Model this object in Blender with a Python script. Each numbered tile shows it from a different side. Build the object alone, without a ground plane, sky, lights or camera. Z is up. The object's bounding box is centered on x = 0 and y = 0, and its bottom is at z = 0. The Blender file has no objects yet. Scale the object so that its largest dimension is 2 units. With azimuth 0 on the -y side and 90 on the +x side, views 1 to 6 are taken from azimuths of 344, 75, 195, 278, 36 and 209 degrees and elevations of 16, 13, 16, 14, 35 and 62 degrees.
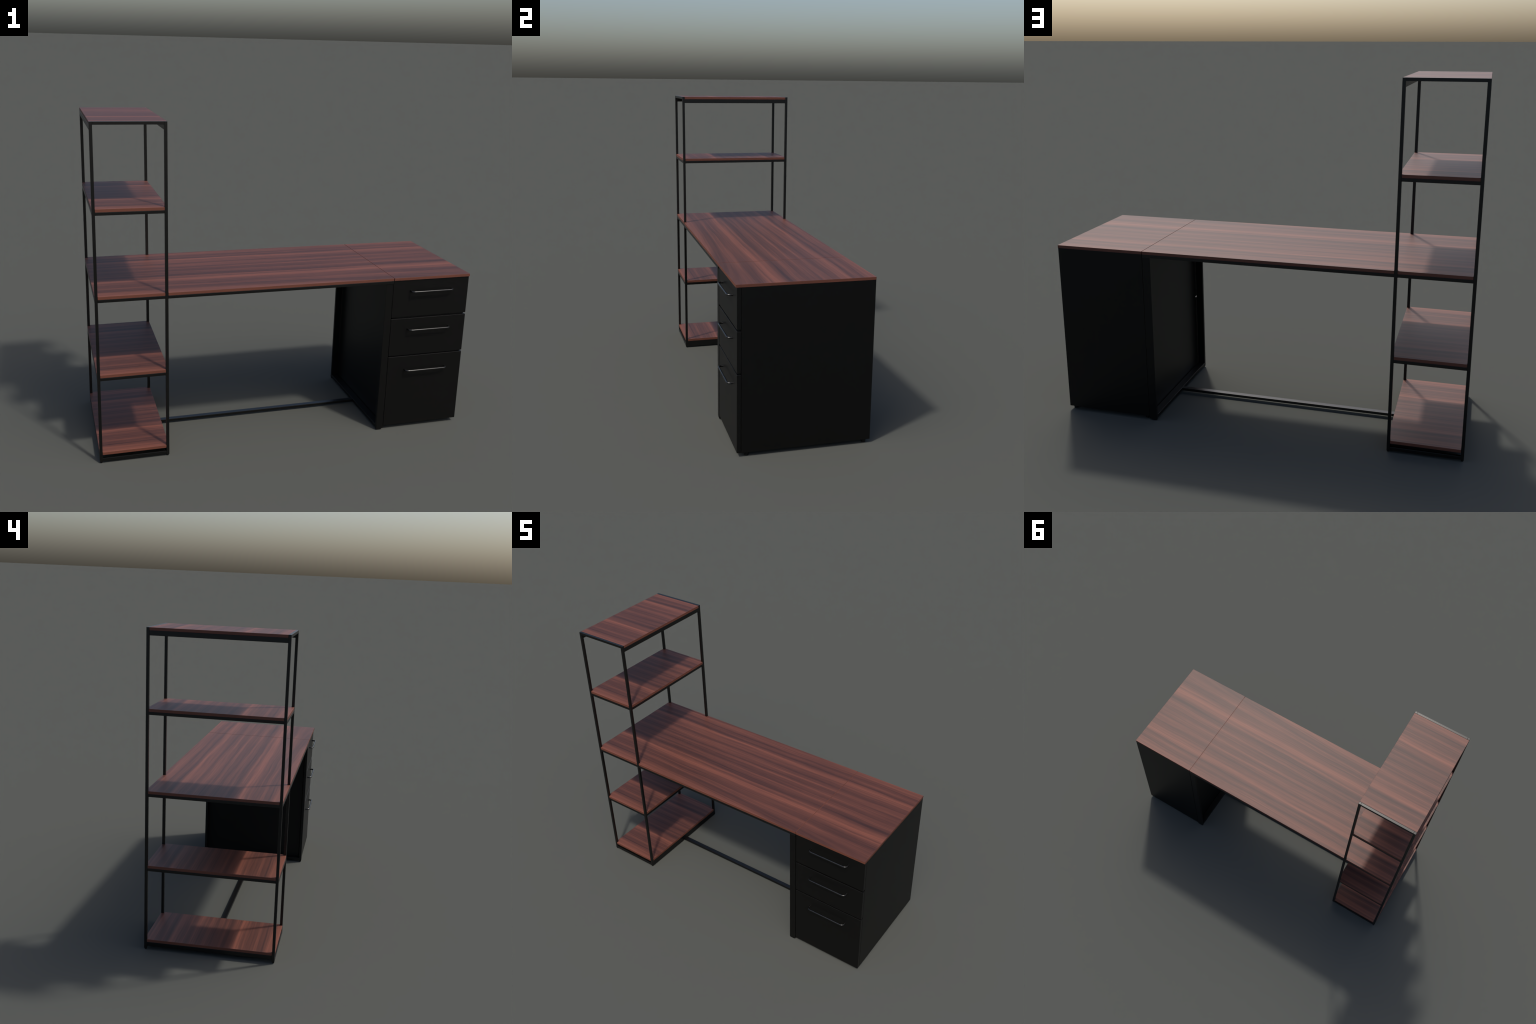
"""Office desk with an open shelf tower on the left and a three-drawer pedestal on the right.
Red-brown veneer boards carried by a slim black steel frame."""
import bpy, bmesh, math
from mathutils import Vector

# ------------------------------------------------------------------ sizes (metres)
X_LEFT, X_TOWER, X_SEAM, X_RIGHT = -1.0002, -0.6474, 0.5527, 1.0002
Y_FRONT, Y_BACK = -0.3402, 0.3662
TUBE = 0.0148                      # square steel tube of the tower
BOARD = 0.0150                     # veneer board thickness
Z_TOP = 1.7066                     # top of the tower
Z_DESK = 0.8821                    # upper face of the desk
SHELF_LEVELS = [1.3068, 0.4780, 0.0578]   # upper faces of the three open shelves
X_FRAME = 0.5121                   # outer face of the pedestal's support frame
FRAME_FRONT = -0.3365
DRAWER_FRONT, DRAWER_BACK = -0.3352, -0.3138
DRAWERS = [(0.6586, 0.8662), (0.4366, 0.6497), (0.0195, 0.4293)]   # z ranges
HANDLE_Z = [0.8045, 0.5875, 0.3500]
EPS = 0.0002


# ------------------------------------------------------------------ materials
def new_material(name):
    m = bpy.data.materials.new(name)
    m.use_nodes = True
    nt = m.node_tree
    bsdf = nt.nodes["Principled BSDF"]
    return m, nt, bsdf


def math_node(nt, op, a, b=None, c=None, clamp=False):
    n = nt.nodes.new("ShaderNodeMath")
    n.operation = op
    n.use_clamp = clamp
    for i, v in enumerate((a, b, c)):
        if v is None:
            continue
        if isinstance(v, (int, float)):
            n.inputs[i].default_value = v
        else:
            nt.links.new(v, n.inputs[i])
    return n.outputs[0]


def noise(nt, vec, scale, detail=2.0, rough=0.5):
    mp = nt.nodes.new("ShaderNodeMapping")
    mp.inputs["Scale"].default_value = scale
    nt.links.new(vec, mp.inputs["Vector"])
    n = nt.nodes.new("ShaderNodeTexNoise")
    n.inputs["Scale"].default_value = 1.0
    n.inputs["Detail"].default_value = detail
    n.inputs["Roughness"].default_value = rough
    nt.links.new(mp.outputs[0], n.inputs["Vector"])
    return n.outputs[0]


WOOD_DARK = (0.0400, 0.0155, 0.0128, 1)
WOOD_MID = (0.0850, 0.0300, 0.0208, 1)
WOOD_LIGHT = (0.1620, 0.0545, 0.0345, 1)
WOOD_ROUGH = 0.51


def tone_ramp(nt, fac, dark=None, mid=None, light=None):
    r = nt.nodes.new("ShaderNodeValToRGB")
    e = r.color_ramp.elements
    e[0].position, e[0].color = 0.0, dark or WOOD_DARK
    e[1].position, e[1].color = 1.0, light or WOOD_LIGHT
    k = e.new(0.48)
    k.color = mid or WOOD_MID
    nt.links.new(fac, r.inputs[0])
    return r.outputs[0]


def make_veneer():
    """Straight-grained veneer: broad tonal bands across the depth of a board,
    wandering slowly along its length, with fine fibres on top."""
    m, nt, bsdf = new_material("veneer")
    tc = nt.nodes.new("ShaderNodeTexCoord")
    obj = tc.outputs["Object"]
    sep = nt.nodes.new("ShaderNodeSeparateXYZ")
    nt.links.new(obj, sep.inputs[0])
    x, y = sep.outputs[0], sep.outputs[1]
    t = math_node(nt, "DIVIDE", math_node(nt, "SUBTRACT", y, Y_FRONT), Y_BACK - Y_FRONT)
    # slow wander of the grain along x
    w1 = math_node(nt, "SUBTRACT", noise(nt, obj, (1.6, 5.0, 0.0), 2.0), 0.5)
    t = math_node(nt, "MULTIPLY_ADD", w1, 0.036, t)
    w2 = math_node(nt, "SUBTRACT", noise(nt, obj, (5.0, 22.0, 0.0), 2.0), 0.5)
    t = math_node(nt, "MULTIPLY_ADD", w2, 0.006, t)
    # the pale band along the front edge tapers off towards the right
    inv = math_node(nt, "SUBTRACT", 1.0, t, clamp=True)
    taper = math_node(nt, "MULTIPLY", math_node(nt, "POWER", inv, 6.0),
                      math_node(nt, "MULTIPLY_ADD", x, 0.085, 0.05, clamp=True))
    t = math_node(nt, "ADD", t, taper)
    bands = nt.nodes.new("ShaderNodeValToRGB")
    bands.color_ramp.interpolation = "EASE"
    stops = [(0.00, .78), (0.055, .80), (0.105, .22), (0.17, .50), (0.215, .26), (0.26, .62),
             (0.305, .92), (0.345, .62), (0.395, .05), (0.445, .46), (0.51, .28), (0.55, .48),
             (0.585, .30), (0.64, .58), (0.70, .36), (0.755, .55), (0.80, .82), (0.835, .18),
             (0.865, .48), (0.90, .24), (0.955, .66), (1.0, .62)]
    el = bands.color_ramp.elements
    el[0].position, el[0].color = stops[0][0], (stops[0][1],) * 3 + (1,)
    el[1].position, el[1].color = stops[-1][0], (stops[-1][1],) * 3 + (1,)
    for p, v in stops[1:-1]:
        el.new(p).color = (v, v, v, 1)
    nt.links.new(t, bands.inputs[0])
    lum = bands.outputs[0]
    # streaks of uneven strength, finer lines, hair lines, then fibres
    layers = [((0.55, 24.0, 0.0), 2.0, 0.75), ((0.9, 62.0, 0.0), 2.0, 0.95),
              ((2.0, 150.0, 0.0), 2.0, 0.80), ((16.0, 520.0, 0.0), 1.0, 0.26)]
    f = math_node(nt, "MULTIPLY_ADD", math_node(nt, "SUBTRACT", lum, 0.46), 0.90, 0.45)
    # the streaks follow the same slow wander as the bands
    comb = nt.nodes.new("ShaderNodeCombineXYZ")
    nt.links.new(x, comb.inputs[0])
    nt.links.new(math_node(nt, "MULTIPLY", t, Y_BACK - Y_FRONT), comb.inputs[1])
    for i, (scale, detail, amp) in enumerate(layers):
        n = noise(nt, comb.outputs[0], scale, detail, 0.55)
        f = math_node(nt, "MULTIPLY_ADD", math_node(nt, "SUBTRACT", n, 0.5), amp, f, clamp=(i == 3))
    nt.links.new(tone_ramp(nt, f), bsdf.inputs["Base Color"])
    bsdf.inputs["Roughness"].default_value = WOOD_ROUGH
    bsdf.inputs["Specular IOR Level"].default_value = 0.34
    return m


def make_edge_band():
    """Matching edge banding: thin lines that run along the edge."""
    m, nt, bsdf = new_material("edge_band")
    tc = nt.nodes.new("ShaderNodeTexCoord")
    obj = tc.outputs["Object"]
    a = noise(nt, obj, (3.0, 3.0, 160.0), 3.0, 0.6)
    b = noise(nt, obj, (9.0, 9.0, 500.0), 2.0, 0.5)
    f = math_node(nt, "MULTIPLY_ADD", math_node(nt, "SUBTRACT", a, 0.5), 0.8, 0.52)
    f = math_node(nt, "MULTIPLY_ADD", math_node(nt, "SUBTRACT", b, 0.5), 0.35, f, clamp=True)
    nt.links.new(tone_ramp(nt, f, (0.066, 0.0230, 0.0155, 1), (0.108, 0.0370, 0.0235, 1), (0.165, 0.0545, 0.0325, 1)), bsdf.inputs["Base Color"])
    bsdf.inputs["Roughness"].default_value = 0.55
    bsdf.inputs["Specular IOR Level"].default_value = 0.30
    return m


def make_black(name, base, rough, spec=0.5):
    m, nt, bsdf = new_material(name)
    tc = nt.nodes.new("ShaderNodeTexCoord")
    n = noise(nt, tc.outputs["Object"], (260.0, 260.0, 260.0), 2.0)
    r = nt.nodes.new("ShaderNodeValToRGB")
    r.color_ramp.elements[0].color = tuple(c * 0.93 for c in base) + (1,)
    r.color_ramp.elements[1].color = tuple(c * 1.07 for c in base) + (1,)
    nt.links.new(n, r.inputs[0])
    nt.links.new(r.outputs[0], bsdf.inputs["Base Color"])
    bsdf.inputs["Roughness"].default_value = rough
    bsdf.inputs["Specular IOR Level"].default_value = spec
    return m


VENEER = make_veneer()
EDGE = make_edge_band()
STEEL = make_black("black_steel", (0.0020, 0.0019, 0.0016), 0.35, 0.44)
LACQUER = make_black("black_lacquer", (0.0019, 0.0018, 0.0015), 0.42, 0.28)
HANDLE_METAL = make_black("handle_metal", (0.0030, 0.0030, 0.0028), 0.26, 0.60)
PLASTIC = make_black("black_plastic", (0.0020, 0.0020, 0.0020), 0.6, 0.25)


# ------------------------------------------------------------------ mesh helpers
def link(ob, parent):
    bpy.context.scene.collection.objects.link(ob)
    if parent is not None:
        ob.parent = parent
        ob.matrix_parent_inverse = parent.matrix_world.inverted()
    return ob


def finish(bm, name, mats, origin, bevel=0.0, segments=2, smooth=False):
    """Bevel the hard edges, move the mesh so that `origin` is the object's origin."""
    bmesh.ops.remove_doubles(bm, verts=bm.verts, dist=1e-6)
    bm.normal_update()
    if bevel > 0:
        sharp = [e for e in bm.edges if len(e.link_faces) == 2 and e.calc_face_angle(0) > math.radians(30)]
        bmesh.ops.bevel(bm, geom=sharp, offset=bevel, segments=segments, profile=0.5,
                        affect="EDGES", clamp_overlap=True, harden_normals=False)
    bmesh.ops.recalc_face_normals(bm, faces=bm.faces)
    me = bpy.data.meshes.new(name)
    o = Vector(origin)
    for v in bm.verts:
        v.co -= o
    bm.to_mesh(me)
    bm.free()
    for m in mats:
        me.materials.append(m)
    if smooth:                       # round stock only; flat stock keeps truly flat faces
        me.shade_smooth()
        me.set_sharp_from_angle(angle=math.radians(32))
    else:
        me.shade_flat()
    return me


def add_box(bm, x0, x1, y0, y1, z0, z1):
    vs = [bm.verts.new((x, y, z)) for z in (z0, z1) for x, y in ((x0, y0), (x1, y0), (x1, y1), (x0, y1))]
    for idx in ((3, 2, 1, 0), (4, 5, 6, 7), (0, 1, 5, 4), (1, 2, 6, 5), (2, 3, 7, 6), (3, 0, 4, 7)):
        bm.faces.new([vs[i] for i in idx])


def box_object(name, parent, x0, x1, y0, y1, z0, z1, mat, bevel=0.0009, origin=None):
    bm = bmesh.new()
    add_box(bm, x0, x1, y0, y1, z0, z1)
    if origin is None:
        origin = ((x0 + x1) / 2, (y0 + y1) / 2, z0)
    me = finish(bm, name, [mat], origin, bevel)
    ob = bpy.data.objects.new(name, me)
    ob.location = origin
    return link(ob, parent)


def place_copy(src, location, parent):
    ob = src.copy()
    ob.location = location
    return link(ob, parent)


def board_mesh(name, outline, thickness):
    """A board from its plan outline (counter-clockwise); upper face at local z = 0."""
    bm = bmesh.new()
    top = [bm.verts.new((x, y, 0.0)) for x, y in outline]
    bot = [bm.verts.new((x, y, -thickness)) for x, y in outline]
    bm.faces.new(top)
    bm.faces.new(bot[::-1])
    n = len(outline)
    for i in range(n):
        j = (i + 1) % n
        bm.faces.new((top[i], bot[i], bot[j], top[j]))
    me = finish(bm, name, [VENEER, EDGE], (0, 0, 0), 0.0009)
    for p in me.polygons:
        p.material_index = 0 if abs(p.normal.z) > 0.75 else 1
    return me


def board_object(name, parent, outline, z, thickness=BOARD):
    ob = bpy.data.objects.new(name, board_mesh(name, outline, thickness))
    ob.location = (0, 0, z)          # origin stays on the desk's axis: shared grain
    return link(ob, parent)


def cylinder(bm, cx, cy, r, z0, z1, n=24, taper=1.0):
    lo = [bm.verts.new((cx + r * taper * math.cos(a), cy + r * taper * math.sin(a), z0))
          for a in (2 * math.pi * i / n for i in range(n))]
    hi = [bm.verts.new((cx + r * math.cos(a), cy + r * math.sin(a), z1))
          for a in (2 * math.pi * i / n for i in range(n))]
    bm.faces.new(lo[::-1])
    bm.faces.new(hi)
    for i in range(n):
        j = (i + 1) % n
        bm.faces.new((lo[i], lo[j], hi[j], hi[i]))


# ------------------------------------------------------------------ the thing
desk = bpy.data.objects.new("shelf_desk", None)
desk.empty_display_size = 0.2
desk["label"] = "red-brown wood desk with black shelf tower and drawer pedestal"
desk["category"] = "desk"
link(desk, None)

IN = 0.0004                                   # boards sit a hair behind the steel
xl, xt = X_LEFT + IN, X_TOWER - IN
yf, yb = Y_FRONT + IN, Y_BACK - IN
P = TUBE + 0.0003                             # notch cut for a post

# ---- boards
shelf_outline = [
    (X_LEFT + P, yf), (X_TOWER - P, yf), (X_TOWER - P, Y_FRONT + P), (xt, Y_FRONT + P),
    (xt, Y_BACK - P), (X_TOWER - P, Y_BACK - P), (X_TOWER - P, yb), (X_LEFT + P, yb),
    (X_LEFT + P, Y_BACK - P), (xl, Y_BACK - P), (xl, Y_FRONT + P), (X_LEFT + P, Y_FRONT + P)]
shelf = board_object("shelf", desk, shelf_outline, SHELF_LEVELS[0])
for z in SHELF_LEVELS[1:]:
    place_copy(shelf, (0, 0, z), desk)

desk_edge = X_SEAM - 0.0015
desk_outline = [
    (X_LEFT + P, yf), (X_TOWER - P, yf), (X_TOWER - P, Y_FRONT + P), (X_TOWER + 0.0003, Y_FRONT + P),
    (X_TOWER + 0.0003, yf), (desk_edge, yf), (desk_edge, yb),
    (X_TOWER + 0.0003, yb), (X_TOWER + 0.0003, Y_BACK - P), (X_TOWER - P, Y_BACK - P),
    (X_TOWER - P, yb), (X_LEFT + P, yb), (X_LEFT + P, Y_BACK - P), (xl, Y_BACK - P),
    (xl, Y_FRONT + P), (X_LEFT + P, Y_FRONT + P)]
board_object("desktop", desk, desk_outline, Z_DESK)

cab_edge = X_SEAM + 0.0015
board_object("pedestal_top", desk,
             [(cab_edge, yf - 0.0008), (X_RIGHT, yf - 0.0008), (X_RIGHT, yb), (cab_edge, yb)], Z_DESK)

box_object("seam_spacer", desk, desk_edge - 0.0002, cab_edge + 0.0002, Y_FRONT + 0.006, Y_BACK - 0.006,
           Z_DESK - BOARD + 0.001, Z_DESK - 0.0014, EDGE, 0.0)

board_object("top_shelf", desk,
             [(xl, Y_FRONT + P), (xt, Y_FRONT + P), (xt, Y_BACK - P), (xl, Y_BACK - P)], Z_TOP - 0.0003)

# ---- tower posts: square tubes on small round glides
GLIDE = 0.0055
bm = bmesh.new()
h = TUBE / 2
add_box(bm, -h, h, -h, h, GLIDE, Z_TOP)
post_mesh = finish(bm, "post", [STEEL], (0, 0, 0), 0.0012)
bm = bmesh.new()
cylinder(bm, 0, 0, 0.0066, 0.0, GLIDE + 0.001, taper=0.86)
glide_mesh = finish(bm, "glide", [PLASTIC], (0, 0, 0), 0.0, smooth=True)
for px in (X_LEFT + h, X_TOWER - h):
    for py in (Y_FRONT + h, Y_BACK - h):
        post = bpy.data.objects.new("post", post_mesh)
        post.location = (px, py, 0)
        link(post, desk)
        glide = bpy.data.objects.new("glide", glide_mesh)
        link(glide, post)
        glide.matrix_parent_inverse.identity()

# ---- top cross bars between the posts of the two end frames
bar = box_object("top_bar", desk, X_LEFT + TUBE, X_TOWER - TUBE, Y_FRONT, Y_FRONT + TUBE, Z_TOP - TUBE, Z_TOP, STEEL, 0.0010)
place_copy(bar, (bar.location.x, Y_BACK - TUBE / 2, bar.location.z), desk)

# ---- rails that carry the boards
def side_rails(name, z0, z1, thick=TUBE):
    r = box_object(name, desk, X_LEFT, X_LEFT + thick, Y_FRONT + TUBE, Y_BACK - TUBE, z0, z1, STEEL)
    place_copy(r, (X_TOWER - thick / 2, r.location.y, r.location.z), desk)


def cross_rails(name, x0, x1, z0, z1):
    r = box_object(name, desk, x0, x1, Y_FRONT, Y_FRONT + TUBE, z0, z1, STEEL)
    place_copy(r, (r.location.x, Y_BACK - TUBE / 2, r.location.z), desk)


side_rails("top_rail", 1.6670, Z_TOP - 0.0003 - BOARD - EPS)
for z in SHELF_LEVELS[:2] + [Z_DESK]:
    z1 = z - BOARD - EPS
    side_rails("side_rail", z1 - 0.0150, z1)
    cross_rails("cross_rail", X_LEFT + TUBE, X_TOWER - TUBE, z1 - 0.0150, z1)
z1 = Z_DESK - BOARD - EPS
cross_rails("desk_rail", X_TOWER, X_FRAME + 0.0393, z1 - 0.0150, z1)
zb = SHELF_LEVELS[2] - BOARD - EPS
box_object("base_side_rail", desk, X_LEFT, X_LEFT + TUBE, Y_FRONT + TUBE, Y_BACK - TUBE, 0.0213, zb, STEEL)
box_object("base_panel", desk, X_TOWER - TUBE, X_TOWER, Y_FRONT + TUBE, Y_BACK - TUBE, 0.0042, zb, STEEL)
cross_rails("base_rail", X_LEFT + TUBE, X_TOWER - TUBE, 0.0085, 0.0252)

# ---- floor stretcher between tower and pedestal
yc = (Y_FRONT + Y_BACK) / 2
box_object("stretcher", desk, X_TOWER, X_FRAME, yc - 0.0132, yc + 0.0132, 0.0090, 0.0234, STEEL, 0.0010)

# ---- support frame in front of the pedestal's inner side: an upright loop of flat tube
bm = bmesh.new()
fx0, fx1 = X_FRAME, X_FRAME + 0.0393
leg = 0.0150
zt = Z_DESK - BOARD - 2 * EPS - 0.0150
add_box(bm, fx0, fx1, FRAME_FRONT, FRAME_FRONT + leg, 0.0060, zt)
add_box(bm, fx0, fx1, Y_BACK - leg, Y_BACK, 0.0060, zt)
add_box(bm, fx0, fx1, FRAME_FRONT + leg, Y_BACK - leg, 0.0100, 0.0265)
add_box(bm, fx0, fx1, FRAME_FRONT + leg, Y_BACK - leg, zt - 0.0002, zt + 0.0148)
me = finish(bm, "support_frame", [LACQUER], (fx0, yc, 0), 0.0010)
frame = bpy.data.objects.new("support_frame", me)
frame.location = (fx0, yc, 0)
link(frame, desk)
bm = bmesh.new()
add_box(bm, 0.0010, 0.0315, -leg / 2 + 0.001, leg / 2 - 0.001, 0.0, 0.0070)
pad = finish(bm, "glide", [PLASTIC], (0, 0, 0), 0.0018)
for gy in (FRAME_FRONT + leg / 2, Y_BACK - leg / 2):
    g = bpy.data.objects.new("glide", pad)
    link(g, frame)
    g.matrix_parent_inverse.identity()
    g.location = (0, gy - yc, 0)

# ---- pedestal carcass
CX0, CX1 = X_SEAM + 0.0012, 0.9989
Z_CAB0, Z_CAB1 = 0.0190, Z_DESK - BOARD - EPS
cabinet = box_object("pedestal", desk, CX0, CX1, DRAWER_BACK + 0.0012, Y_BACK - 0.0006, Z_CAB0, Z_CAB1, LACQUER, 0.0009)
for (lower, upper) in ((DRAWERS[1], DRAWERS[0]), (DRAWERS[2], DRAWERS[1])):   # dust strips behind the drawer gaps
    box_object("divider", desk, CX0 + 0.011, CX1 - 0.011, DRAWER_FRONT + 0.0110, DRAWER_BACK + 0.0014,
               lower[1] - 0.0005, upper[0] + 0.0005, LACQUER, 0.0)
bm = bmesh.new()
cylinder(bm, 0, 0, 0.0125, 0.0, 0.0195, n=28, taper=0.92)
foot_mesh = finish(bm, "foot", [PLASTIC], (0, 0, 0), 0.0, smooth=True)
for gx in (CX0 + 0.020, CX1 - 0.020):
    for gy in (-0.283, 0.338):
        f = bpy.data.objects.new("foot", foot_mesh)
        link(f, cabinet)
        f.matrix_parent_inverse.identity()
        f.location = (gx - cabinet.location.x, gy - cabinet.location.y, -Z_CAB0)


# ---- bow handle: a round rod bent twice, swept along its centre line
def handle_mesh(half, depth, r, bend, ring=14):
    pts = [(-half, 0.004, 0), (-half, -(depth - bend), 0)]
    for i in range(1, 9):
        a = math.pi / 2 * i / 8
        pts.append((-half + bend * (1 - math.cos(a)), -(depth - bend) - bend * math.sin(a), 0))
    pts += [(-x, y, z) for x, y, z in reversed(pts)]
    pts = [Vector(p) for p in pts]
    bm = bmesh.new()
    rings = []
    for i, p in enumerate(pts):
        d = (pts[min(i + 1, len(pts) - 1)] - pts[max(i - 1, 0)]).normalized()
        side = d.cross(Vector((0, 0, 1))).normalized()
        rings.append([bm.verts.new(p + side * (r * math.cos(t)) + Vector((0, 0, r * math.sin(t))))
                      for t in (2 * math.pi * k / ring for k in range(ring))])
    for a, b in zip(rings, rings[1:]):
        for k in range(ring):
            bm.faces.new((a[k], a[(k + 1) % ring], b[(k + 1) % ring], b[k]))
    bm.faces.new(rings[0][::-1])
    bm.faces.new(rings[-1])
    return finish(bm, "handle", [HANDLE_METAL], (0, 0, 0), smooth=True)


ROD = 0.0053
handle = handle_mesh(0.1210, Y_BACK - abs(DRAWER_FRONT) - ROD, ROD, 0.0175)
DX = (CX0 + CX1) / 2
for (z0, z1), hz in zip(DRAWERS, HANDLE_Z):
    d = box_object("drawer", desk, CX0, CX1, DRAWER_FRONT, DRAWER_BACK, z0, z1, LACQUER, 0.0017)
    hnd = bpy.data.objects.new("handle", handle)
    link(hnd, d)
    hnd.matrix_parent_inverse.identity()
    hnd.location = (DX - d.location.x, DRAWER_FRONT - d.location.y, hz - z0)
